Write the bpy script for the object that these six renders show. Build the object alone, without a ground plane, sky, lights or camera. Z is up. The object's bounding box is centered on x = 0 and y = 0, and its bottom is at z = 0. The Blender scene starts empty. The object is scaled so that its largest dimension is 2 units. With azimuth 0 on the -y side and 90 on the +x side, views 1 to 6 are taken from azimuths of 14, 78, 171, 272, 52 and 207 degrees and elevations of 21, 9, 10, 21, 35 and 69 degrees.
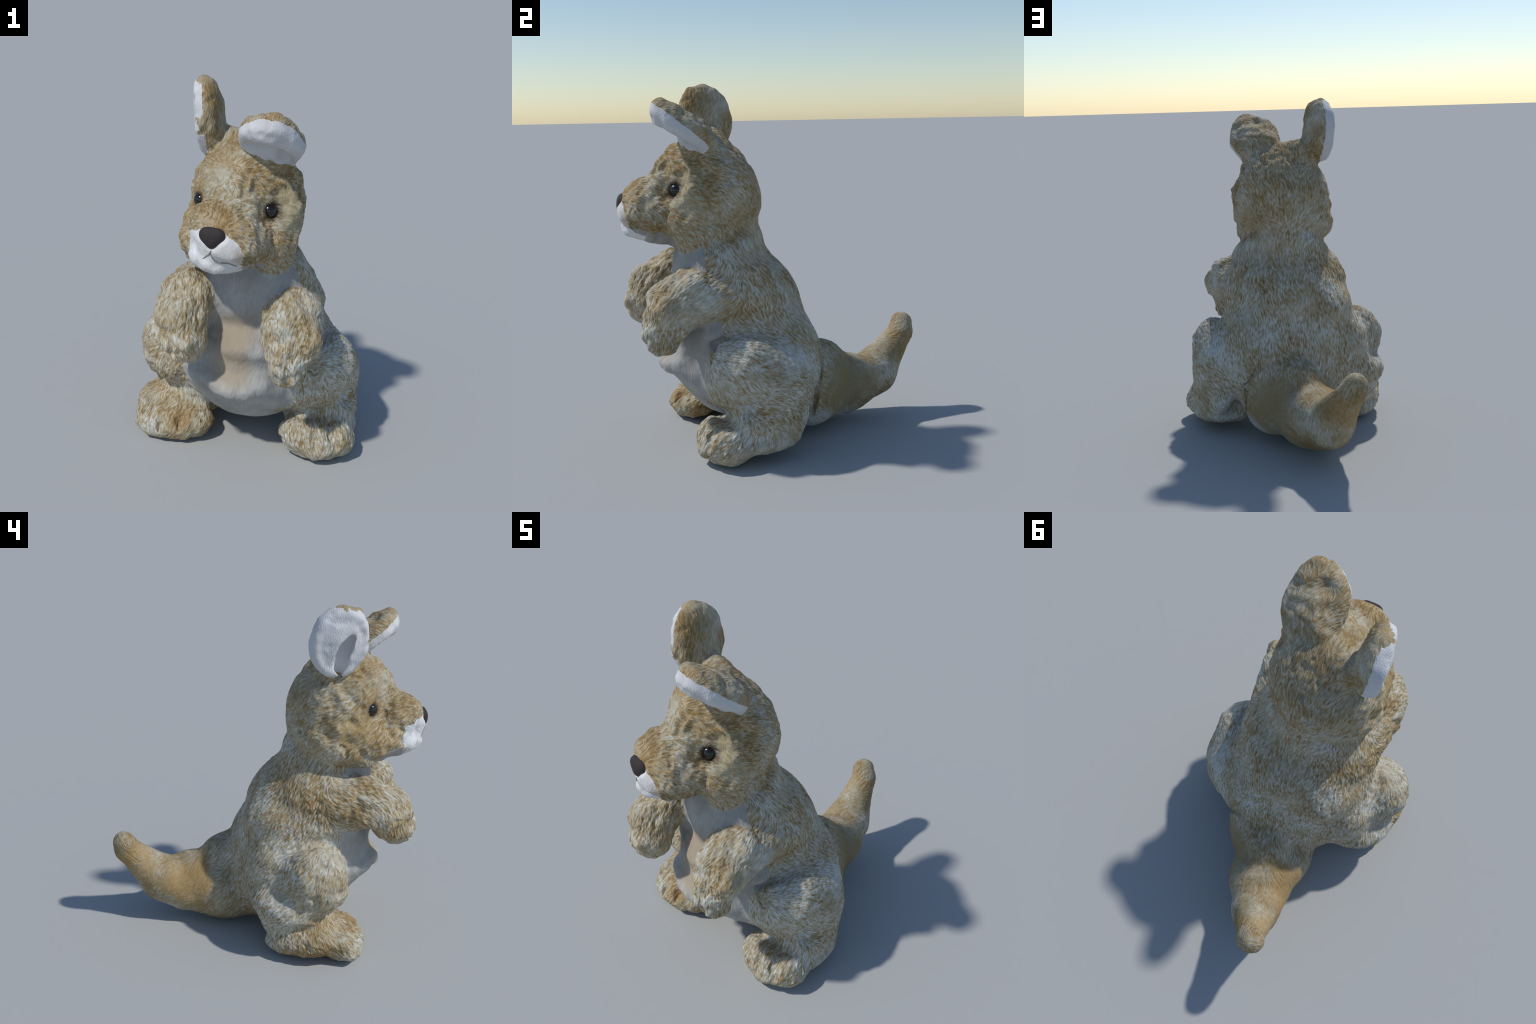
"""A sitting plush kangaroo toy: one smooth body blended from ellipsoids and tapered limbs,
meshed, given fur relief, and separated by region into named parts."""
import bpy, math
import numpy as np
from mathutils import Vector, Matrix

rng = np.random.default_rng(7)

# ------------------------------------------------------------------ noise
PERM = rng.permutation(256).astype(np.int32)
PERM = np.concatenate([PERM, PERM, PERM])
GRAD = rng.normal(size=(256, 3)).astype(np.float32)
GRAD /= np.linalg.norm(GRAD, axis=1, keepdims=True)


def perlin(q):
    """Gradient noise, about -1..1, for points q (N,3)."""
    q = q.astype(np.float32)
    i = np.floor(q).astype(np.int32)
    f = q - i
    i &= 255
    u = f * f * f * (f * (f * 6 - 15) + 10)
    out = np.zeros(len(q), np.float32)
    for dx in (0, 1):
        for dy in (0, 1):
            for dz in (0, 1):
                h = PERM[PERM[PERM[i[:, 0] + dx] + i[:, 1] + dy] + i[:, 2] + dz]
                g = GRAD[h]
                w = (u[:, 0] if dx else 1 - u[:, 0]) * (u[:, 1] if dy else 1 - u[:, 1]) * (u[:, 2] if dz else 1 - u[:, 2])
                out += w * (g[:, 0] * (f[:, 0] - dx) + g[:, 1] * (f[:, 1] - dy) + g[:, 2] * (f[:, 2] - dz))
    return out * 1.5


def fbm(q, octaves=3, gain=.5):
    s, a = 0, 1.0
    for k in range(octaves):
        s = s + a * perlin(q * (2.03 ** k) + 17.3 * k)
        a *= gain
    return s


# ------------------------------------------------------------------ distance fields
def rotation(w):
    a = float(np.linalg.norm(w))
    if a < 1e-9:
        return np.eye(3)
    k = np.array(w) / a
    X = np.array([[0, -k[2], k[1]], [k[2], 0, -k[0]], [-k[1], k[0], 0]])
    return np.eye(3) + math.sin(a) * X + (1 - math.cos(a)) * X @ X


def blend(a, b, k):
    h = np.maximum(k - np.abs(a - b), 0) / k
    return np.minimum(a, b) - h * h * k * .25


def cut(a, b, k):
    """a minus b, with a rounded lip."""
    return -blend(-a, b, k)


def ellipsoid(P, centre, radii, turn=(0, 0, 0)):
    p = (P - np.float32(centre)) @ (rotation(turn) / np.array(radii)).astype(np.float32)
    x, y, z = p[..., 0], p[..., 1], p[..., 2]
    r = np.float32(radii)
    k0 = np.sqrt(x * x + y * y + z * z)
    x, y, z = x / r[0], y / r[1], z / r[2]
    k1 = np.sqrt(x * x + y * y + z * z) + np.float32(1e-6)
    return k0 * (k0 - 1) / k1


def limb(P, nodes, k=.03):
    """A chain of tapered capsules through (x, y, z, radius) nodes."""
    d = None
    for a, b in zip(nodes, nodes[1:]):
        A, B = np.float32(a[:3]), np.float32(b[:3])
        ab = B - A
        p = P - A
        t = np.clip(p @ (ab / np.float32(ab @ ab + 1e-9)), 0, 1)
        x, y, z = p[..., 0] - t * ab[0], p[..., 1] - t * ab[1], p[..., 2] - t * ab[2]
        x = np.sqrt(x * x + y * y + z * z) - np.float32(a[3]) - np.float32(b[3] - a[3]) * t
        d = x if d is None else blend(d, x, k)
    return d


# ------------------------------------------------------------------ the anatomy
# (centre, radii, turn) of each padded volume; chains are (x, y, z, radius)
EAR_RIGHT = ((-0.258, -0.359, 1.797), (0.077, 0.161, 0.2), (0.128, -0.092, 0.224))
EAR_LEFT = ((0.11, -0.525, 1.752), (0.16, 0.221, 0.083), (-0.681, 0.033, 0.106))
# volumes are (centre, radii, turn); chain nodes are (x, y, z, radius); soft: blending inside a part, join: onto the rest
BODY = {
    "head": dict(soft=0.08, join=0.04, volumes=[
        ((-.145, -.73, 1.225), (.065, .085, .055)),
        ((-0.037, -0.369, 1.405), (0.286, 0.252, 0.327), (0.527, 0.148, 0.181)),
        ((-0.034, -0.708, 1.322), (0.201, 0.188, 0.138), (0.018, 0.484, 0.02)),
        ((0.13, -0.457, 1.246), (0.134, 0.175, 0.201), (-0.07, 0.19, 0.212)),
        ((-0.15, -0.472, 1.221), (0.192, 0.281, 0.152), (-0.037, 0.087, 0.212)),
        ((-0.053, -0.531, 1.449), (0.115, 0.216, 0.162), (0.076, 0.023, 0.422)),
        ((-0.074, -0.723, 1.191), (0.086, 0.144, 0.049), (-0.038, 0.214, -0.043)),
        ((-0.113, -0.357, 1.66), (0.182, 0.072, 0.078), (0.002, 0.233, -0.255))]),
    "torso": dict(soft=0.1, join=0.04, volumes=[
        ((-.15, -.51, .60), (.07, .08, .12)),
        ((-.17, .065, .55), (.08, .05, .10)),
        ((.28, -.39, .66), (.085, .10, .11)),
        ((0.019, -0.245, 0.919), (0.318, 0.381, 0.2), (-0.482, 0.144, 0.092)),
        ((0.004, -0.232, 0.42), (0.373, 0.35, 0.314), (-0.119, -0.066, 0.064)),
        ((0.022, -0.055, 0.449), (0.374, 0.271, 0.443), (0.331, 0.179, 0.225)),
        ((-0.025, -0.347, 1.008), (0.271, 0.307, 0.16), (0.682, -0.248, 0.084)),
        ((-0.04, -0.493, 0.417), (0.251, 0.201, 0.085), (-0.383, 0.114, 0.072)),
        ((-0.209, -0.214, 0.736), (0.203, 0.318, 0.176), (-0.035, 0.042, 0.023)),
        ((0.038, -0.408, 0.638), (0.209, 0.251, 0.17), (0.036, -0.052, 0.13)),
        ((0.211, -0.22, 0.682), (0.151, 0.126, 0.182), (0.037, 0.024, -0.027)),
        ((-0.212, -0.403, 0.628), (0.111, 0.124, 0.17), (0.011, -0.009, -0.008)),
        ((-0.11, -0.011, 0.561), (0.153, 0.113, 0.143), (0.021, 0.004, -0.01))]),
    "thigh_left": dict(soft=0.06, join=0.07, volumes=[
        ((.30, -.16, .12), (.12, .14, .07)),
        ((.47, -.27, .21), (.12, .12, .08)),
        ((0.376, -0.284, 0.441), (0.183, 0.202, 0.24), (-0.055, 0.501, -0.217)),
        ((0.411, -0.077, 0.43), (0.124, 0.216, 0.194), (0.414, -0.265, 0.772)),
        ((0.471, -0.099, 0.249), (0.083, 0.176, 0.15), (0.033, -0.224, 0.51)),
        ((0.322, -0.134, 0.253), (0.104, 0.097, 0.118), (0.005, 0.021, 0))]),
    "thigh_right": dict(soft=0.06, join=0.07, volumes=[
        ((-.30, -.17, .09), (.12, .15, .08)),
        ((-.43, -.33, .18), (.11, .12, .075)),

        ((-.31, -.31, .2), (.09, .10, .10)),
        ((-0.433, -0.302, 0.482), (0.193, 0.182, 0.217), (-0.586, -0.151, -0.051)),
        ((-0.387, -0.177, 0.315), (0.222, 0.242, 0.129), (0.133, -0.017, -0.029)),
        ((-0.359, -0.116, 0.469), (0.142, 0.204, 0.22), (-0.121, -0.013, -0.195)),
        ((-0.429, -0.118, 0.222), (0.121, 0.116, 0.117), (-0.019, -0.005, -0.014))]),
    "foot_left": dict(soft=0.05, join=0.05, volumes=[
        ((0.415, -0.239, 0.112), (0.19, 0.248, 0.071), (0.003, 0.014, 0.062)),
        ((0.417, -0.401, 0.109), (0.205, 0.15, 0.123), (-0.058, 0.016, 0.062))]),
    "foot_right": dict(soft=0.05, join=0.05, volumes=[
        ((-0.484, -0.282, 0.095), (0.141, 0.25, 0.086), (-0.069, 0.375, -0.242)),
        ((-0.369, -0.466, 0.088), (0.221, 0.138, 0.094), (0.184, -0.06, 0.194))]),
    "arm_left": dict(soft=0.05, join=0.04, volumes=[
        ((.38, -.69, .79), (.058, .06, .1))], chain=[
        (0.271, -0.233, 0.829, 0.105), (0.272, -0.566, 0.862, 0.139), (0.282, -0.634, 0.808, 0.146), (0.293, -0.705, 0.665, 0.104)]),
    "arm_right": dict(soft=0.03, join=0.05, chain=[
        (-0.223, -0.271, 0.863, 0.181), (-0.289, -0.588, 0.891, 0.135), (-0.266, -0.69, 0.843, 0.131), (-0.23, -0.749, 0.744, 0.113)]),
    "tail": dict(soft=0.04, join=0.04, volumes=[
        ((0.08, 0.183, 0.283), (0.177, 0.28, 0.219), (0.616, -0.07, 0.707)),
        ((-0.055, 0.312, 0.208), (0.194, 0.309, 0.192), (0.213, -0.051, -0.301))], chain=[
        (-0.09, 0.466, 0.197, 0.143), (-0.099, 0.61, 0.26, 0.136), (-0.17, 0.807, 0.473, 0.07), (-0.194, 0.82, 0.527, 0.066)]),
    "ear_right": dict(soft=0.01, join=0.03, volumes=[
        EAR_RIGHT]),
    "ear_left": dict(soft=0.01, join=0.03, volumes=[
        EAR_LEFT]),
}
REGIONS = list(BODY)
# pleats and slits pressed into the cloth (x, y, z, radius)
CUTS = [
    (.010, [(-.255, -.369, 1.615, .022), (-.290, -.369, 1.68, .032), (-.300, -.375, 1.726, .034), (-.305, -.391, 1.777, .034), (-.305, -.42, 1.826, .022)]),
    (.012, [(.0, -.581, 1.721, .02), (.042, -.607, 1.735, .033), (.10, -.623, 1.741, .039), (.148, -.601, 1.724, .037), (.178, -.538, 1.677, .03), (.186, -.50, 1.648, .018)]),
    (.02, [(.03, -.595, 1.70, .032), (.10, -.606, 1.697, .036), (.15, -.577, 1.677, .032)]),
    (.04, [(.045, -.565, 1.880, .026), (.09, -.548, 1.878, .034), (.135, -.522, 1.862, .028)]),
    (.03, [(-.074, -.90, 1.262, .012), (-.035, -.888, 1.222, .014), (.008, -.876, 1.212, .016), (.045, -.838, 1.2, .014)]),
    (.02, [(.487, -.43, .222, .016), (.511, -.468, .196, .018), (.525, -.492, .17, .018), (.549, -.502, .129, .014)]),
    (.02, [(.42, -.50, .21, .012), (.43, -.53, .17, .015), (.435, -.548, .12, .014)]),
    (.02, [(-.30, -.52, .17, .012), (-.311, -.547, .147, .016), (-.315, -.575, .10, .014)]),
    (.02, [(-.42, -.55, .165, .012), (-.419, -.584, .12, .016), (-.42, -.59, .08, .014)]),
    (.02, [(.316, -.799, .688, .014), (.316, -.801, .643, .018), (.311, -.784, .602, .018)]),
    (.02, [(.262, -.795, .65, .012), (.263, -.785, .61, .014)]),
    (.02, [(-.23, -.862, .754, .012), (-.195, -.85, .70, .013)]),
    (.02, [(-.272, -.855, .765, .011), (-.26, -.835, .69, .012)]),
    (.02, [(.15, .215, .505, .008), (.22, .193, .47, .013), (.303, .145, .328, .015), (.277, .112, .153, .012)]),
    (.04, [(-.36, -.435, .255, .02), (-.46, -.42, .268, .024), (-.53, -.378, .275, .024), (-.585, -.30, .29, .014)]),
    (.04, [(.3, -.41, .213, .02), (.40, -.408, .236, .024), (.48, -.388, .242, .024), (.54, -.36, .24, .016)]),
    (.05, [(.404, -.485, .46, .012), (.381, -.468, .547, .016), (.327, -.42, .603, .018), (.396, -.338, .666, .014), (.42, -.25, .675, .006)]),
    (.05, [(-.39, -.36, .692, .012), (-.446, -.265, .692, .015), (-.457, -.176, .668, .012), (-.46, -.1, .63, .006)]),
    (.05, [(-.07, -.70, .575, .065), (0, -.715, .575, .07), (.08, -.70, .57, .07), (.15, -.665, .565, .06)]),
    (.01, [(-.118, -.892, 1.368, .022), (-.012, -.892, 1.368, .022), (-.065, -.90, 1.315, .02), (-.118, -.892, 1.368, .022)]),
]


def ear_rim(ear, thin, side, radius, steps=28):
    """A rolled rim round the open face of an ear; thin is its flat axis, side the distance toward the opening."""
    R = rotation(ear[2])
    wide = [a for a in range(3) if a != thin]
    nodes = []
    for k in range(steps + 1):
        p = np.zeros(3)
        p[wide[0]] = .82 * ear[1][wide[0]] * math.cos(2 * math.pi * k / steps)
        p[wide[1]] = .82 * ear[1][wide[1]] * math.sin(2 * math.pi * k / steps)
        p[thin] = side
        w = R @ p + np.array(ear[0])
        nodes.append((*map(float, w), radius * (1 + .2 * math.sin(.9 * k))))
    return nodes


RIDGES = [
    (.02, ear_rim(EAR_RIGHT, 0, -.034, .014)),
    (.02, ear_rim(EAR_LEFT, 2, -.034, .014)),
    (.09, [(.02, -.50, .62, .10), (.06, -.49, .55, .10)]),
    (.05, [(.03, -.41, 1.745, .035), (.06, -.45, 1.76, .035)]),
    (.03, [(-.11, -.625, .475, .036), (-.07, -.645, .455, .04), (.0, -.65, .445, .042), (.06, -.64, .445, .042), (.14, -.585, .455, .036)]),
    (.03, [(.02, -.615, 1.79, .03), (.08, -.65, 1.808, .04), (.14, -.645, 1.80, .04), (.20, -.60, 1.77, .035), (.225, -.53, 1.72, .025)]),
    (.04, [(.180, -.515, 1.556, .02), (.21, -.510, 1.489, .026), (.225, -.522, 1.42, .028), (.23, -.515, 1.366, .024)]),
]


def region_fields(P):
    D = {}
    for name, part in BODY.items():
        d = None
        for vol in part.get("volumes", ()):
            x = ellipsoid(P, *vol)
            d = x if d is None else blend(d, x, part["soft"])
        if "chain" in part:
            x = limb(P, part["chain"])
            d = x if d is None else blend(d, x, part["soft"])
        D[name] = d
    for f in ("foot_left", "foot_right"):
        D[f] = cut(D[f], P[..., 2], .02)
    return D


def body_field(P):
    d = None
    for name, x in region_fields(P).items():
        d = x if d is None else blend(d, x, BODY[name]["join"])
    for k, nodes in RIDGES:
        d = blend(d, limb(P, nodes), k)
    for k, nodes in CUTS:
        d = cut(d, limb(P, nodes), k)
    return d


# ------------------------------------------------------------------ meshing (surface nets)
def mesh_field(field, low, high, h, B=8):
    low = np.float32(low)
    n = np.ceil((np.float32(high) - low) / h / B).astype(int)
    centres = np.stack(np.meshgrid(*[(np.arange(k) + .5) * B * h + low[a] for a, k in enumerate(n)], indexing="ij"), -1).astype(np.float32)
    coarse = field(centres.reshape(-1, 3)).reshape(n)
    V = np.repeat(np.repeat(np.repeat(np.where(coarse < 0, -1, 1).astype(np.float32), B, 0), B, 1), B, 2)
    near = np.argwhere(np.abs(coarse) < B * h * 1.35)
    off = np.stack(np.meshgrid(*[np.arange(B)] * 3, indexing="ij"), -1).reshape(-1, 3)
    for s in range(0, len(near), 400):
        idx = (near[s:s + 400, None] * B + off).reshape(-1, 3)
        V[idx[:, 0], idx[:, 1], idx[:, 2]] = field((idx * h + low).astype(np.float32))
    neg = V < 0
    c = [neg[x:V.shape[0] - 1 + x, y:V.shape[1] - 1 + y, z:V.shape[2] - 1 + z] for x in (0, 1) for y in (0, 1) for z in (0, 1)]
    total = sum(a.astype(np.int8) for a in c)
    cells = np.argwhere((total > 0) & (total < 8))
    number = np.full(total.shape, -1, np.int32)
    number[tuple(cells.T)] = np.arange(len(cells))
    acc = np.zeros((len(cells), 3), np.float32)
    cnt = np.zeros(len(cells), np.float32)
    corners = [(x, y, z) for x in (0, 1) for y in (0, 1) for z in (0, 1)]
    for a in corners:
        for axis in range(3):
            if a[axis]:
                continue
            b = list(a)
            b[axis] = 1
            va, vb = V[tuple((cells + a).T)], V[tuple((cells + b).T)]
            m = (va < 0) != (vb < 0)
            t = np.where(m, va / np.where(m, va - vb, 1), 0)
            p = np.float32(a) + np.zeros_like(acc)
            p[:, axis] = t
            acc += p * m[:, None]
            cnt += m
    verts = low + (cells + acc / cnt[:, None]) * h
    quads = []
    for axis in range(3):
        o1, o2 = [(axis + 1) % 3, (axis + 2) % 3]
        A = np.take(neg, range(0, V.shape[axis] - 1), axis)
        Bn = np.take(neg, range(1, V.shape[axis]), axis)
        e = np.argwhere(A != Bn)
        e = e[(e[:, o1] > 0) & (e[:, o2] > 0) & (e[:, o1] < V.shape[o1] - 1) & (e[:, o2] < V.shape[o2] - 1)]
        inside = A[tuple(e.T)]
        q = []
        for d1, d2 in ((1, 1), (0, 1), (0, 0), (1, 0)):
            k = e.copy()
            k[:, o1] -= d1
            k[:, o2] -= d2
            q.append(number[tuple(k.T)])
        q = np.stack(q, 1)
        q[~inside] = q[~inside][:, ::-1]
        quads.append(q)
    return verts, np.concatenate(quads)


def make_mesh(name, verts, quads):
    me = bpy.data.meshes.new(name)
    me.vertices.add(len(verts))
    me.vertices.foreach_set("co", np.ascontiguousarray(verts, np.float32).ravel())
    me.loops.add(quads.size)
    me.loops.foreach_set("vertex_index", np.ascontiguousarray(quads, np.int32).ravel())
    me.polygons.add(len(quads))
    me.polygons.foreach_set("loop_start", np.arange(0, quads.size, 4, dtype=np.int32))
    me.polygons.foreach_set("use_smooth", np.ones(len(quads), bool))
    me.update(calc_edges=True)
    return me


def normals_of(v, q):
    n = np.cross(v[q[:, 2]] - v[q[:, 0]], v[q[:, 3]] - v[q[:, 1]])
    out = np.zeros_like(v)
    for k in range(4):
        for a in range(3):
            out[:, a] += np.bincount(q[:, k], n[:, a], len(v))
    return out / (np.linalg.norm(out, axis=1, keepdims=True) + 1e-12)


def subdivide_smooth(v, q):
    """One step of Catmull-Clark subdivision."""
    n = len(v)
    face = v[q].mean(1)
    a, b = q.ravel(), np.roll(q, -1, 1).ravel()
    key = np.minimum(a, b).astype(np.int64) * n + np.maximum(a, b)
    uniq, inv = np.unique(key, return_inverse=True)
    e0, e1 = uniq // n, uniq % n
    owner = np.repeat(np.arange(len(q)), 4)
    mid = (v[e0] + v[e1]) / 2
    count = np.bincount(inv, minlength=len(uniq))[:, None]
    fsum = np.stack([np.bincount(inv, face[owner, k], len(uniq)) for k in range(3)], 1)
    edge = (v[e0] + v[e1] + fsum) / (2 + count)
    deg = np.bincount(a, minlength=n)[:, None]
    F = np.stack([np.bincount(a, face[owner, k], n) for k in range(3)], 1) / deg
    R = np.stack([np.bincount(e0, mid[:, k], n) + np.bincount(e1, mid[:, k], n) for k in range(3)], 1)
    R /= (np.bincount(e0, minlength=n) + np.bincount(e1, minlength=n))[:, None]
    vert = (F + 2 * R + (deg - 3) * v) / deg
    ei = inv.reshape(-1, 4) + n
    fi = np.arange(len(q)) + n + len(uniq)
    quads = np.stack([np.stack([q[:, k], ei[:, k], fi, ei[:, k - 1]], 1) for k in range(4)], 1).reshape(-1, 4)
    return np.vstack([vert, edge, face]).astype(np.float32), quads.astype(np.int32)


# ------------------------------------------------------------------ materials
def node_tools(name):
    mat = bpy.data.materials.new(name)
    mat.use_nodes = True
    nt = mat.node_tree
    nt.nodes.clear()
    out = nt.nodes.new("ShaderNodeOutputMaterial")
    bsdf = nt.nodes.new("ShaderNodeBsdfPrincipled")
    nt.links.new(bsdf.outputs[0], out.inputs[0])

    def new(kind, **kw):
        n = nt.nodes.new(kind)
        for k, v in kw.items():
            setattr(n, k, v)
        return n

    def put(sock, v):
        if hasattr(v, "is_output"):
            nt.links.new(v, sock)
        else:
            sock.default_value = v

    def math_(op, a, b=0.0, c=0.0, clamp=False):
        n = new("ShaderNodeMath", operation=op, use_clamp=clamp)
        for s, v in zip(n.inputs, (a, b, c)):
            put(s, v)
        return n.outputs[0]

    def vec(op, a, b=(0, 0, 0), scale=None):
        n = new("ShaderNodeVectorMath", operation=op)
        put(n.inputs[0], a)
        if op != "SCALE":
            put(n.inputs[1], b)
        if scale is not None:
            put(n.inputs["Scale"], scale)
        return n.outputs["Value"] if op in ("DOT_PRODUCT", "DISTANCE", "LENGTH") else n.outputs[0]

    def noise(v, scale, detail=2.0, rough=.5):
        n = new("ShaderNodeTexNoise")
        put(n.inputs["Vector"], v)
        n.inputs["Scale"].default_value = scale
        n.inputs["Detail"].default_value = detail
        n.inputs["Roughness"].default_value = rough
        return n

    def ramp(f, stops):
        n = new("ShaderNodeValToRGB")
        put(n.inputs[0], f)
        e = n.color_ramp.elements
        while len(e) < len(stops):
            e.new(.5)
        for el, (p, c) in zip(e, stops):
            el.position = p
            el.color = (*c, 1)
        return n.outputs[0]

    def smooth(f, lo, hi, a=0.0, b=1.0):
        n = new("ShaderNodeMapRange", interpolation_type="SMOOTHSTEP")
        put(n.inputs[0], f)
        for i, v in enumerate((lo, hi, a, b)):
            n.inputs[i + 1].default_value = v
        return n.outputs[0]

    def mix(f, a, b, mode="MIX"):
        n = new("ShaderNodeMix", data_type="RGBA", blend_type=mode)
        put(n.inputs[0], f)
        put(n.inputs[6], a if hasattr(a, "is_output") else (*a, 1))
        put(n.inputs[7], b if hasattr(b, "is_output") else (*b, 1))
        return n.outputs[2]

    def bump(h, strength, distance, normal=None):
        n = new("ShaderNodeBump")
        n.inputs["Strength"].default_value = strength
        n.inputs["Distance"].default_value = distance
        put(n.inputs["Height"], h)
        if normal is not None:
            put(n.inputs["Normal"], normal)
        return n.outputs[0]

    coord = new("ShaderNodeTexCoord").outputs["Object"]
    return dict(mat=mat, bsdf=bsdf, math=math_, vec=vec, noise=noise, ramp=ramp, smooth=smooth, mix=mix, bump=bump, coord=coord, put=put, new=new)


def pile_direction(t, flow, wander=.9, scale=5.0):
    """The lie of the pile: a flow that wanders, laid flat on the surface."""
    geo = t["new"]("ShaderNodeNewGeometry").outputs["Normal"]
    w = t["noise"](t["coord"], scale, 1.0).outputs["Color"]
    d = t["vec"]("ADD", t["vec"]("SCALE", t["vec"]("SUBTRACT", w, (.5, .5, .5)), scale=2.0 * wander), flow)
    d = t["vec"]("SUBTRACT", d, t["vec"]("SCALE", geo, scale=t["vec"]("DOT_PRODUCT", d, geo)))
    return t["vec"]("NORMALIZE", d)


def strands(t, direction, freq, step, taps, gain):
    """Noise smeared along the pile into strands; returns a value around 0.5."""
    total = None
    for k in range(taps):
        p = t["vec"]("ADD", t["coord"], t["vec"]("SCALE", direction, scale=step * (k - (taps - 1) / 2)))
        n = t["noise"](p, freq, 1.0, .5).outputs[0]
        total = n if total is None else t["math"]("ADD", total, n)
    return t["math"]("MULTIPLY_ADD", t["math"]("SUBTRACT", total, taps * .5), gain / taps, .5)


BROWN, TAN, PALE, FROST = (.12, .082, .036), (.28, .205, .10), (.395, .365, .28), (.54, .565, .55)


# how the coat changes over the body: (place, reach, lie of the pile, frosting, warmth, streak contrast)
COAT = [
    ((-.03, -.25, 1.45), .28, (.1, .75, -.55), .03, .4, .82), ((-.05, -.60, 1.38), .25, (.1, .75, -.55), .01, .6, .8),
    ((-.26, -.36, 1.82), .17, (0, .1, 1), .0, .3, .6), ((.12, -.52, 1.80), .17, (0, .8, .3), .0, .3, .6),
    ((0, -.2, .98), .30, (0, .35, -.9), .09, .4, 1), ((-.2, -.1, .9), .2, (0, .4, -.9), .03, .5, 1), ((.0, .05, .6), .30, (0, .4, -.85), .12, .2, 1),
    ((.30, -.50, .87), .17, (0, -.75, -.5), .09, .4, 1), ((.30, -.70, .68), .16, (0, -.3, -.95), .12, .4, 1),
    ((-.29, -.50, .90), .17, (0, -.75, -.5), .06, .6, 1), ((-.25, -.74, .76), .16, (0, -.3, -.95), .09, .6, 1),
    ((.45, -.2, .42), .27, (0, .85, -.45), .16, .1, 1), ((-.47, -.25, .42), .27, (0, .5, -.8), .14, .15, 1),
    ((.43, -.33, .10), .22, (.1, -.75, -.55), .08, .3, 1), ((-.43, -.40, .10), .22, (-.1, -.75, -.55), .04, .6, 1),
    ((-.02, .38, .25), .24, (0, .55, -.75), .0, .35, .5), ((-.12, .66, .32), .18, (0, .5, -.6), .0, .4, .5), ((-.2, .82, .5), .14, (0, .3, .6), -.01, .4, .5),
]


def fur_material(name, spots=()):
    t = node_tools(name)
    flow, sums, whole = None, [None] * 3, None
    for place, reach, lie, *values in COAT:
        d = t["vec"]("DISTANCE", t["coord"], place)
        d = t["math"]("DIVIDE", d, reach * .75)
        w = t["math"]("ADD", t["math"]("EXPONENT", t["math"]("MULTIPLY", t["math"]("MULTIPLY", d, d), -1.0)), 1e-5)
        f = t["vec"]("SCALE", tuple(Vector(lie).normalized()), scale=w)
        flow = f if flow is None else t["vec"]("ADD", flow, f)
        whole = w if whole is None else t["math"]("ADD", whole, w)
        for k, x in enumerate(values):
            sums[k] = t["math"]("MULTIPLY", w, x) if sums[k] is None else t["math"]("MULTIPLY_ADD", w, x, sums[k])
    frost, warm, contrast = [t["math"]("DIVIDE", x, whole) for x in sums]
    lie = pile_direction(t, t["vec"]("NORMALIZE", flow))
    clump = strands(t, lie, 80, .006, 4, 2.2)
    hair = strands(t, lie, 190, .0032, 6, 2.8)
    patch = t["noise"](t["coord"], 5.0, 4.0, .6).outputs[0]
    calm = t["smooth"](t["noise"](t["vec"]("ADD", t["coord"], (7.7, 2.2, 4.1)), 4.0, 1.0).outputs[0], .5, .68, 1, .55)
    depth = t["math"]("MULTIPLY", calm, contrast)
    v = t["math"]("MULTIPLY_ADD", t["math"]("SUBTRACT", clump, .5), t["math"]("MULTIPLY", depth, .6), t["math"]("ADD", frost, .5))
    v = t["math"]("MULTIPLY_ADD", t["math"]("SUBTRACT", hair, .5), t["math"]("MULTIPLY", depth, .65), v)
    v = t["math"]("MULTIPLY_ADD", t["math"]("SUBTRACT", patch, .5), .9, v)
    colour = t["ramp"](v, [(.10, BROWN), (.40, TAN), (.62, PALE), (.88, FROST)])
    tint = t["noise"](t["vec"]("ADD", t["coord"], (3.1, 1.7, 5.2)), 4.5, 2.0).outputs[0]
    colour = t["mix"](t["math"]("MULTIPLY", t["smooth"](tint, .38, .65), warm), colour, (1.0, .80, .55), "MULTIPLY")
    for where, radius, tone, strength in spots:
        d = t["vec"]("DISTANCE", t["coord"], where)
        d = t["math"]("MULTIPLY_ADD", t["math"]("SUBTRACT", hair, .5), radius * .35, d)
        d = t["math"]("MULTIPLY_ADD", t["math"]("SUBTRACT", patch, .5), radius * .8, d) if strength < .9 else d
        colour = t["mix"](t["smooth"](d, radius * .6, radius * 1.25, strength, 0), colour, tone)
    t["put"](t["bsdf"].inputs["Base Color"], colour)
    t["bsdf"].inputs["Roughness"].default_value = .9
    t["bsdf"].inputs["Specular IOR Level"].default_value = .2
    h = t["math"]("MULTIPLY_ADD", hair, .45, clump)
    t["put"](t["bsdf"].inputs["Normal"], t["bump"](h, .7, .008))
    return t["mat"]


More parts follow.
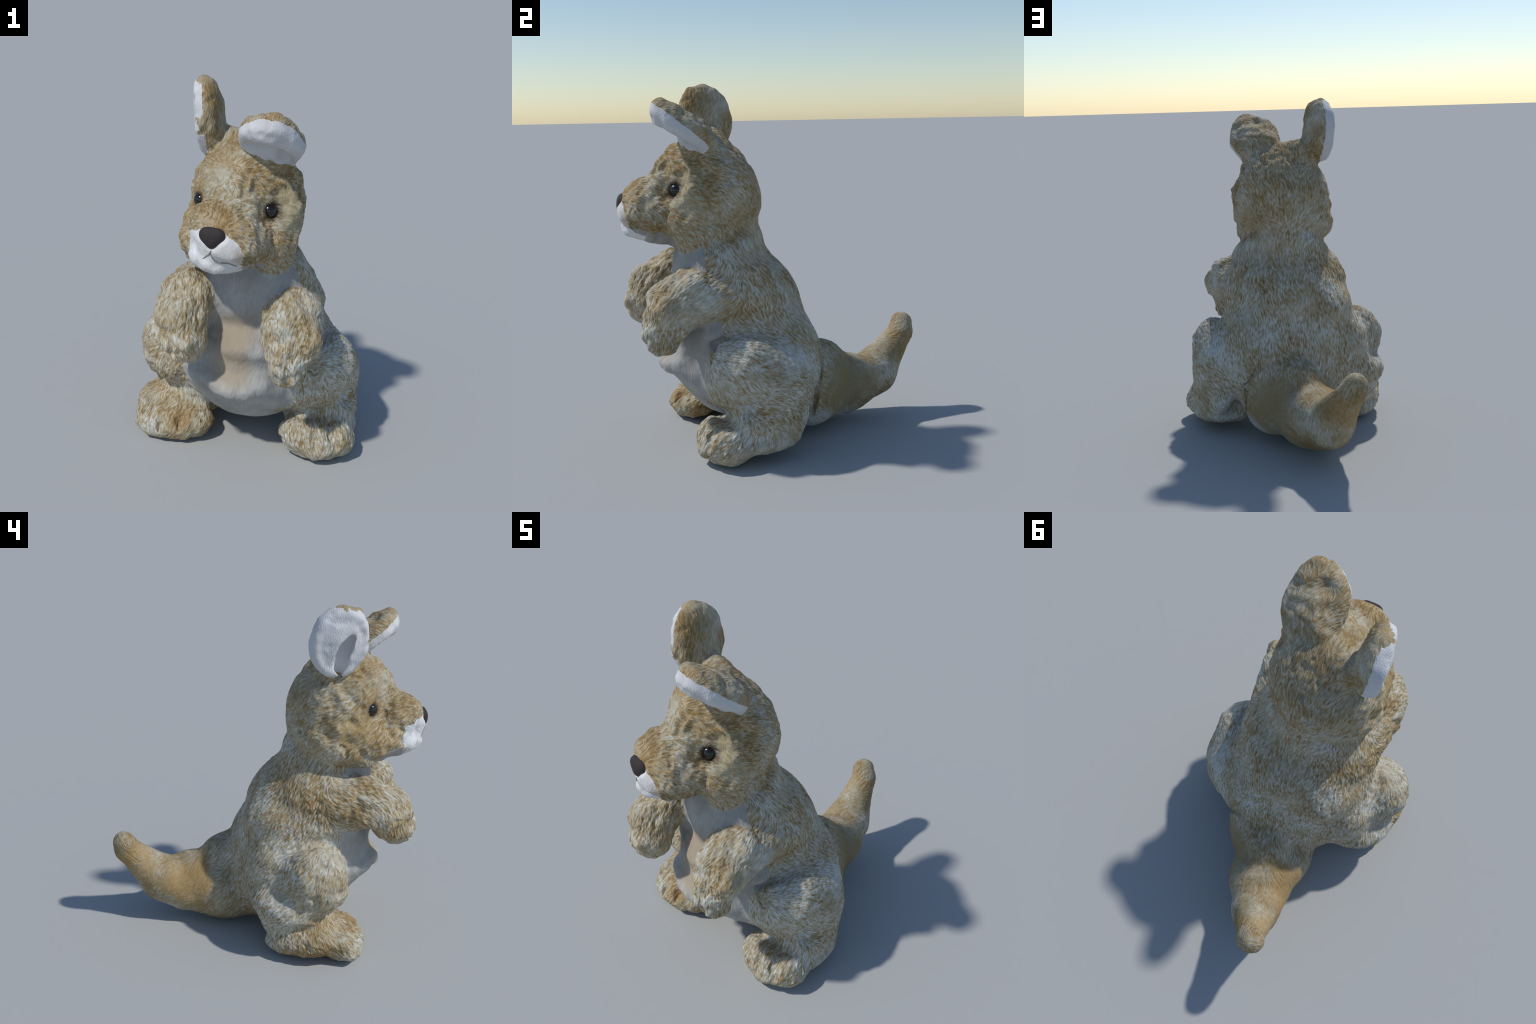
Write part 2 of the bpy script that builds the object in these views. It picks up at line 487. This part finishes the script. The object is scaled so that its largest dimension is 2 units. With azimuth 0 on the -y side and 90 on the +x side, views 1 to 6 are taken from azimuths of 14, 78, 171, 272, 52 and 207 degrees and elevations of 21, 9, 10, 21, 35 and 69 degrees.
def cloth_material(name, light, dark, freq=110.0, flow=(0, .3, 1), scale=5.0, spots=()):
    t = node_tools(name)
    lie = pile_direction(t, tuple(Vector(flow).normalized()), .6)
    pile = strands(t, lie, freq, .5 / freq, 5, 2.2)
    patch = t["noise"](t["coord"], scale, 3.0).outputs[0]
    v = t["math"]("MULTIPLY_ADD", t["math"]("SUBTRACT", pile, .5), .4, .5)
    v = t["math"]("MULTIPLY_ADD", t["math"]("SUBTRACT", patch, .5), 1.2, v)
    colour = t["ramp"](v, [(.2, dark), (.75, light)])
    for where, radius, tone, strength in spots:
        d = t["vec"]("DISTANCE", t["coord"], where)
        d = t["math"]("MULTIPLY_ADD", t["math"]("SUBTRACT", pile, .5), radius * .5, d)
        colour = t["mix"](t["smooth"](d, radius * .5, radius * 1.3, strength, 0), colour, tone)
    t["put"](t["bsdf"].inputs["Base Color"], colour)
    t["bsdf"].inputs["Roughness"].default_value = .9
    t["bsdf"].inputs["Specular IOR Level"].default_value = .15
    t["put"](t["bsdf"].inputs["Normal"], t["bump"](pile, .4, .005))
    return t["mat"]


def glossy_material(name, colour, rough, coat=0.0):
    t = node_tools(name)
    n = t["noise"](t["coord"], 60.0, 3.0).outputs[0]
    t["put"](t["bsdf"].inputs["Base Color"], t["mix"](n, tuple(.7 * x for x in colour), tuple(1.3 * x for x in colour)))
    t["bsdf"].inputs["Roughness"].default_value = rough
    t["bsdf"].inputs["Coat Weight"].default_value = coat
    t["bsdf"].inputs["Coat Roughness"].default_value = .05
    return t["mat"]


# ------------------------------------------------------------------ build the body surface
EYES = [(.127, -.583, 1.418), (-.224, -.555, 1.42)]
H = .007
v, q = mesh_field(body_field, (-.68, -.96, -.03), (.68, .96, 2.06), H)
v, q = subdivide_smooth(v, q)
n = normals_of(v, q)
D = region_fields(v)
fields = np.stack([D[r] for r in REGIONS], 1)
weight = np.exp(-np.clip(fields, -.1, 1) / .02)
weight /= weight.sum(1, keepdims=True)

# the way the pile lies on each region
FLOW = {"head": (.1, .75, -.55), "torso": (0, .35, -.9), "thigh_left": (0, .85, -.45), "thigh_right": (0, .5, -.8),
        "foot_left": (.1, -.75, -.55), "foot_right": (-.1, -.75, -.55), "arm_left": (0, -.6, -.75), "arm_right": (0, -.6, -.75),
        "tail": (0, .55, -.75), "ear_right": (0, .1, 1), "ear_left": (0, .8, .3)}
# (lumpiness, clump relief, hair relief) in metres
RELIEF = {"head": (.023, .0033, .0015), "torso": (.009, .0042, .002), "thigh_left": (.012, .0045, .002), "thigh_right": (.014, .0045, .002),
          "foot_left": (.014, .005, .002), "foot_right": (.014, .005, .002), "arm_left": (.018, .0045, .002), "arm_right": (.018, .0045, .002),
          "tail": (.007, .0022, .001), "ear_right": (.016, .002, .0006), "ear_left": (.014, .002, .0006)}
flow = np.float32([np.array(FLOW[r]) / np.linalg.norm(FLOW[r]) for r in REGIONS])
relief = np.float32([RELIEF[r] for r in REGIONS])
dirs = weight @ flow + .9 * np.stack([perlin(v * 5 + s) for s in (0, 31, 67)], 1)
dirs -= n * (dirs * n).sum(1, keepdims=True)
flat = np.linalg.norm(dirs, axis=1, keepdims=True)
dirs /= flat + 1e-6
lies = np.clip(flat[:, 0] * 1.6 - .15, .1, 1)
dirs = dirs.astype(np.float32)
amp = (weight @ relief).astype(np.float32)


def smear(P, freq, step, taps):
    """Noise drawn out along the pile."""
    return sum(perlin((P + dirs * np.float32(step * (k - (taps - 1) / 2))) * freq) for k in range(taps)) / taps ** .7


clumps = smear(v, 56, .010, 4)
hairs = smear(v, 105, .007, 3)
lumps = fbm(v * 9 + 5, 2, .55) + .3 * perlin(v * 25 + 9)
pits = np.maximum(perlin(v * 15 + 40) - .32, 0) * -1.8

# which surface is short cloth instead of fur
x, y, z = v.T
edge = .012 * fbm(v * 30, 2) + .006 * hairs
label = (fields + .012 * np.stack([perlin(v * 16 + 7 * k) for k in range(3)], 1)[:, np.arange(len(REGIONS)) % 3]).argmin(1)


def local(ear, P):
    return (P - np.float32(ear[0])) @ rotation(ear[2]).astype(np.float32)


pr, pl = local(EAR_RIGHT, v), local(EAR_LEFT, v)
rr, rl = EAR_RIGHT[1], EAR_LEFT[1]
i = REGIONS.index
lining_r = (label == i("ear_right")) & (pr[:, 0] + edge * .5 < -.012 + np.clip(pr[:, 1], 0, .1) * .25) & (pr[:, 2] + edge < .92 * rr[2]) & (pr[:, 1] - edge > -.93 * rr[1])
lining_l = (label == i("ear_left")) & (pl[:, 2] + edge * .5 < -.008) & (pl[:, 1] < .14)
back = np.where(x > 0, -.46 + .09 * np.exp(-((z - .62) / .2) ** 2), -.44)
lining_r |= (label == i("ear_right")) & (np.minimum(limb(v, CUTS[0][1]), limb(v, CUTS[1][1])) < .012) & (pr[:, 0] < .03) & (pr[:, 2] > -.17)
lining_l |= (label == i("ear_left")) & (np.minimum(limb(v, CUTS[2][1]), limb(v, CUTS[3][1])) < .012) & (pl[:, 2] < .02)
belly = (label == i("torso")) & ((y + edge < back) | ((z < .24) & (y < -.05)))
muzzle = (label == i("head")) & (y + edge < -.755) & (
    (np.hypot((x + .075) / .16, (z - 1.27) / .115) + edge * 3 + .05 * hairs < 1) | ((z < 1.215) & (np.abs(x + .07) + edge + .01 * hairs < .13)))
throat = (label == i("head")) & ~muzzle & (y < -.52) & (n[:, 2] < -.3) & (z + edge < 1.215) & (np.abs(x + .07) + edge < .18)
group = label.copy().astype(np.int32)
LIN_R, LIN_L, BELLY, MUZZLE, THROAT = 20, 21, 22, 23, 24
group[lining_r], group[lining_l], group[belly], group[muzzle], group[throat] = LIN_R, LIN_L, BELLY, MUZZLE, THROAT
cloth = (group >= 20).astype(np.float32)
# soften the change from fur to cloth
for _ in range(6):
    acc = np.zeros(len(v), np.float32)
    cnt = np.zeros(len(v), np.float32)
    m = cloth[q].mean(1)
    for k in range(4):
        acc += np.bincount(q[:, k], m, len(v)).astype(np.float32)
        cnt += np.bincount(q[:, k], minlength=len(v))
    cloth = acc / cnt
crown = 1 - .7 * np.exp(-(((v - np.float32((0, -.38, 1.70))) / np.float32((.2, .12, .1))) ** 2).sum(1))
front = crown * np.clip((.1 - y + .6 * np.clip(-x - .25, 0, 1)) / .6, .3, 1)
calm_nose = 1 - .85 * np.exp(-(np.hypot(x + .066, z - 1.345) / .10) ** 2) * (y < -.7)
for c in EYES:
    calm_nose = calm_nose * (1 - .9 * np.exp(-((v - np.float32(c)) ** 2).sum(1) / .07 ** 2))
height = amp[:, 0] * front * calm_nose * (lumps + pits) * (1 - .5 * cloth) + (amp[:, 1] * clumps + amp[:, 2] * hairs) * lies * (1 - .88 * cloth)
# seams where limbs meet the body
height *= np.clip(z / .03, 0, 1)
v = v + n * height[:, None]
v[:, 2] = np.maximum(v[:, 2], 0.0)
v = v.astype(np.float32)
n = normals_of(v, q)

# ------------------------------------------------------------------ parts
def on_surface(path, lift, steps=8):
    """Points along a path, laid onto the finished body surface."""
    pts = []
    for a, b in zip(path, path[1:]):
        pts += [np.array(a) + (np.array(b) - np.array(a)) * k / steps for k in range(steps)]
    out = []
    for p in pts + [np.array(path[-1])]:
        k = ((v - np.float32(p)) ** 2).sum(1).argmin()
        out.append(v[k] + n[k] * lift)
    return np.array(out)


thing = bpy.data.objects.new("plush_kangaroo", None)
bpy.context.scene.collection.objects.link(thing)
thing["label"] = "sitting plush kangaroo toy with mottled tan fur and floppy ears"
thing["category"] = "stuffed animal"


def add(name, me, material, parent):
    ob = bpy.data.objects.new(name, me)
    me.name = name
    bpy.context.scene.collection.objects.link(ob)
    ob.parent = parent
    me.materials.clear()
    me.materials.append(material)
    return ob


face_group = group[q]
a = np.sort(face_group, 1)
face_group = np.where(a[:, 1] == a[:, 2], a[:, 1], a[:, 0])


def separate(name, keys, material, parent):
    f = q[np.isin(face_group, keys)]
    used, inv = np.unique(f, return_inverse=True)
    me = make_mesh(name, v[used], inv.reshape(-1, 4))
    me.normals_split_custom_set_from_vertices(n[used])
    return add(name, me, material, parent)


DARK = (.03, .02, .013)
OLIVE = (.25, .20, .105)
face_spots = [((-.25, -.45, 1.33), .12, (.36, .27, .13), .55), ((.20, -.53, 1.47), .07, (.37, .345, .235), .45), ((.225, -.53, 1.36), .07, (.36, .33, .215), .45), ((-.10, -.60, 1.56), .07, (.46, .45, .38), .35),
              (EYES[0], .06, DARK, 1), (EYES[1], .05, DARK, 1)]
tail_spots = [((-.20, .43, .27), .15, (.40, .265, .115), .6), ((-.22, .74, .40), .13, (.40, .265, .11), .6), ((.22, .16, .10), .10, (.50, .51, .51), .7), ((.05, .35, .05), .12, (.48, .48, .46), .6), ((.17, .36, .28), .19, OLIVE, .75), ((-.04, .68, .42), .10, OLIVE, .5)]  # first two: orange painted where sun warms the tail's right side
coat = fur_material("plush_fur", face_spots + tail_spots)
white_cloth = cloth_material("white_lining", (.62, .63, .65), (.51, .50, .505), 190)
belly_cloth = cloth_material("belly_plush", (.405, .405, .395), (.27, .26, .24), 95,
                             spots=[((-.02, -.60, .74), .12, (.36, .295, .21), .8), ((-.01, -.65, .57), .12, (.36, .295, .21), .8),  # tan tint colours the sunlit strip of belly, shaded sides left grey
                                    ((-.05, -.655, .45), .045, (.56, .52, .46), .8), ((.06, -.64, .44), .045, (.56, .52, .46), .8),
                                    ((-.30, -.45, .50), .06, (.60, .60, .58), .8), ((-.28, -.46, .40), .05, (.60, .60, .58), .8)])
muzzle_cloth = cloth_material("muzzle_plush", (.70, .71, .72), (.56, .54, .51), 130, (0, .6, .4),
                              spots=[((.075, -.835, 1.265), .055, (.48, .38, .29), .8)])

head = separate("head", [i("head")], coat, thing)
separate("muzzle", [MUZZLE], muzzle_cloth, head)
separate("throat", [THROAT], belly_cloth, head)
torso = separate("torso", [i("torso")], coat, thing)
separate("belly", [BELLY], belly_cloth, torso)
for s in ("left", "right"):
    leg = separate("hindlimb", [i("thigh_" + s)], coat, thing)
    separate("foot", [i("foot_" + s)], coat, leg)
    separate("forelimb", [i("arm_" + s)], coat, thing)
    ear = separate("ear", [i("ear_" + s)], coat, thing)
    separate("ear_lining", [LIN_R if s == "right" else LIN_L], white_cloth, ear)
separate("tail", [i("tail")], coat, thing)


def nose_field(P):
    corners = [(-.096, -.856, 1.359, .022), (-.036, -.856, 1.359, .022), (-.066, -.866, 1.324, .02)]
    d = limb(P, corners + corners[:1], .03)
    return blend(d, ellipsoid(P, (-.066, -.859, 1.353), (.057, .026, .041)), .03)


nv, nq = mesh_field(nose_field, (-.18, -.95, 1.26), (.06, -.81, 1.43), .003)
add("nose", make_mesh("nose", nv, nq), glossy_material("nose_velvet", (.026, .019, .02), .8), head)


def tapered_line(path, radius):
    pts = on_surface(path, .001)
    pts[1:-1] = (pts[:-2] + 2 * pts[1:-1] + pts[2:]) / 4
    taper = np.sin(np.linspace(.25, math.pi - .25, len(pts))) ** .5 * radius
    return [(*map(float, p), float(r)) for p, r in zip(pts, taper)]


lips = [tapered_line([(-.068, -.90, 1.30), (-.072, -.89, 1.272), (-.112, -.865, 1.238)], .003),
        tapered_line([(-.072, -.89, 1.272), (-.050, -.875, 1.238), (-.030, -.87, 1.222), (.010, -.86, 1.213), (.045, -.82, 1.205)], .0034)]


def mouth_field(P):
    return np.minimum(limb(P, lips[0], .002), limb(P, lips[1], .002))


nv, nq = mesh_field(mouth_field, (-.15, -.93, 1.16), (.09, -.76, 1.34), .0018)
add("mouth", make_mesh("mouth", nv, nq), glossy_material("mouth_dark_line", (.24, .205, .185), .8), head)


def eyeball(centre, radius):
    t = np.linspace(0, math.pi, 33)
    u = np.linspace(0, 2 * math.pi, 49)[:-1]
    T, U = np.meshgrid(t[1:-1], u, indexing="ij")
    P = np.stack([np.sin(T) * np.cos(U), np.sin(T) * np.sin(U), np.cos(T)], -1).reshape(-1, 3)
    verts = np.vstack([P, [[0, 0, 1]], [[0, 0, -1]]]) * radius
    m = 48
    faces = [(r * m + c, (r + 1) * m + c, (r + 1) * m + (c + 1) % m, r * m + (c + 1) % m) for r in range(30) for c in range(m)]
    top, bottom = len(P), len(P) + 1
    faces += [(top, c, (c + 1) % m) for c in range(m)] + [(bottom, 30 * m + (c + 1) % m, 30 * m + c) for c in range(m)]
    me = bpy.data.meshes.new("eye")
    me.from_pydata([tuple(p) for p in verts + np.array(centre)], [], faces)
    me.polygons.foreach_set("use_smooth", np.ones(len(faces), bool))
    return me


eye_glass = glossy_material("eye_glass", (.007, .005, .004), .16, .25)
for c in EYES:
    add("eye", eyeball(c, .039), eye_glass, head)
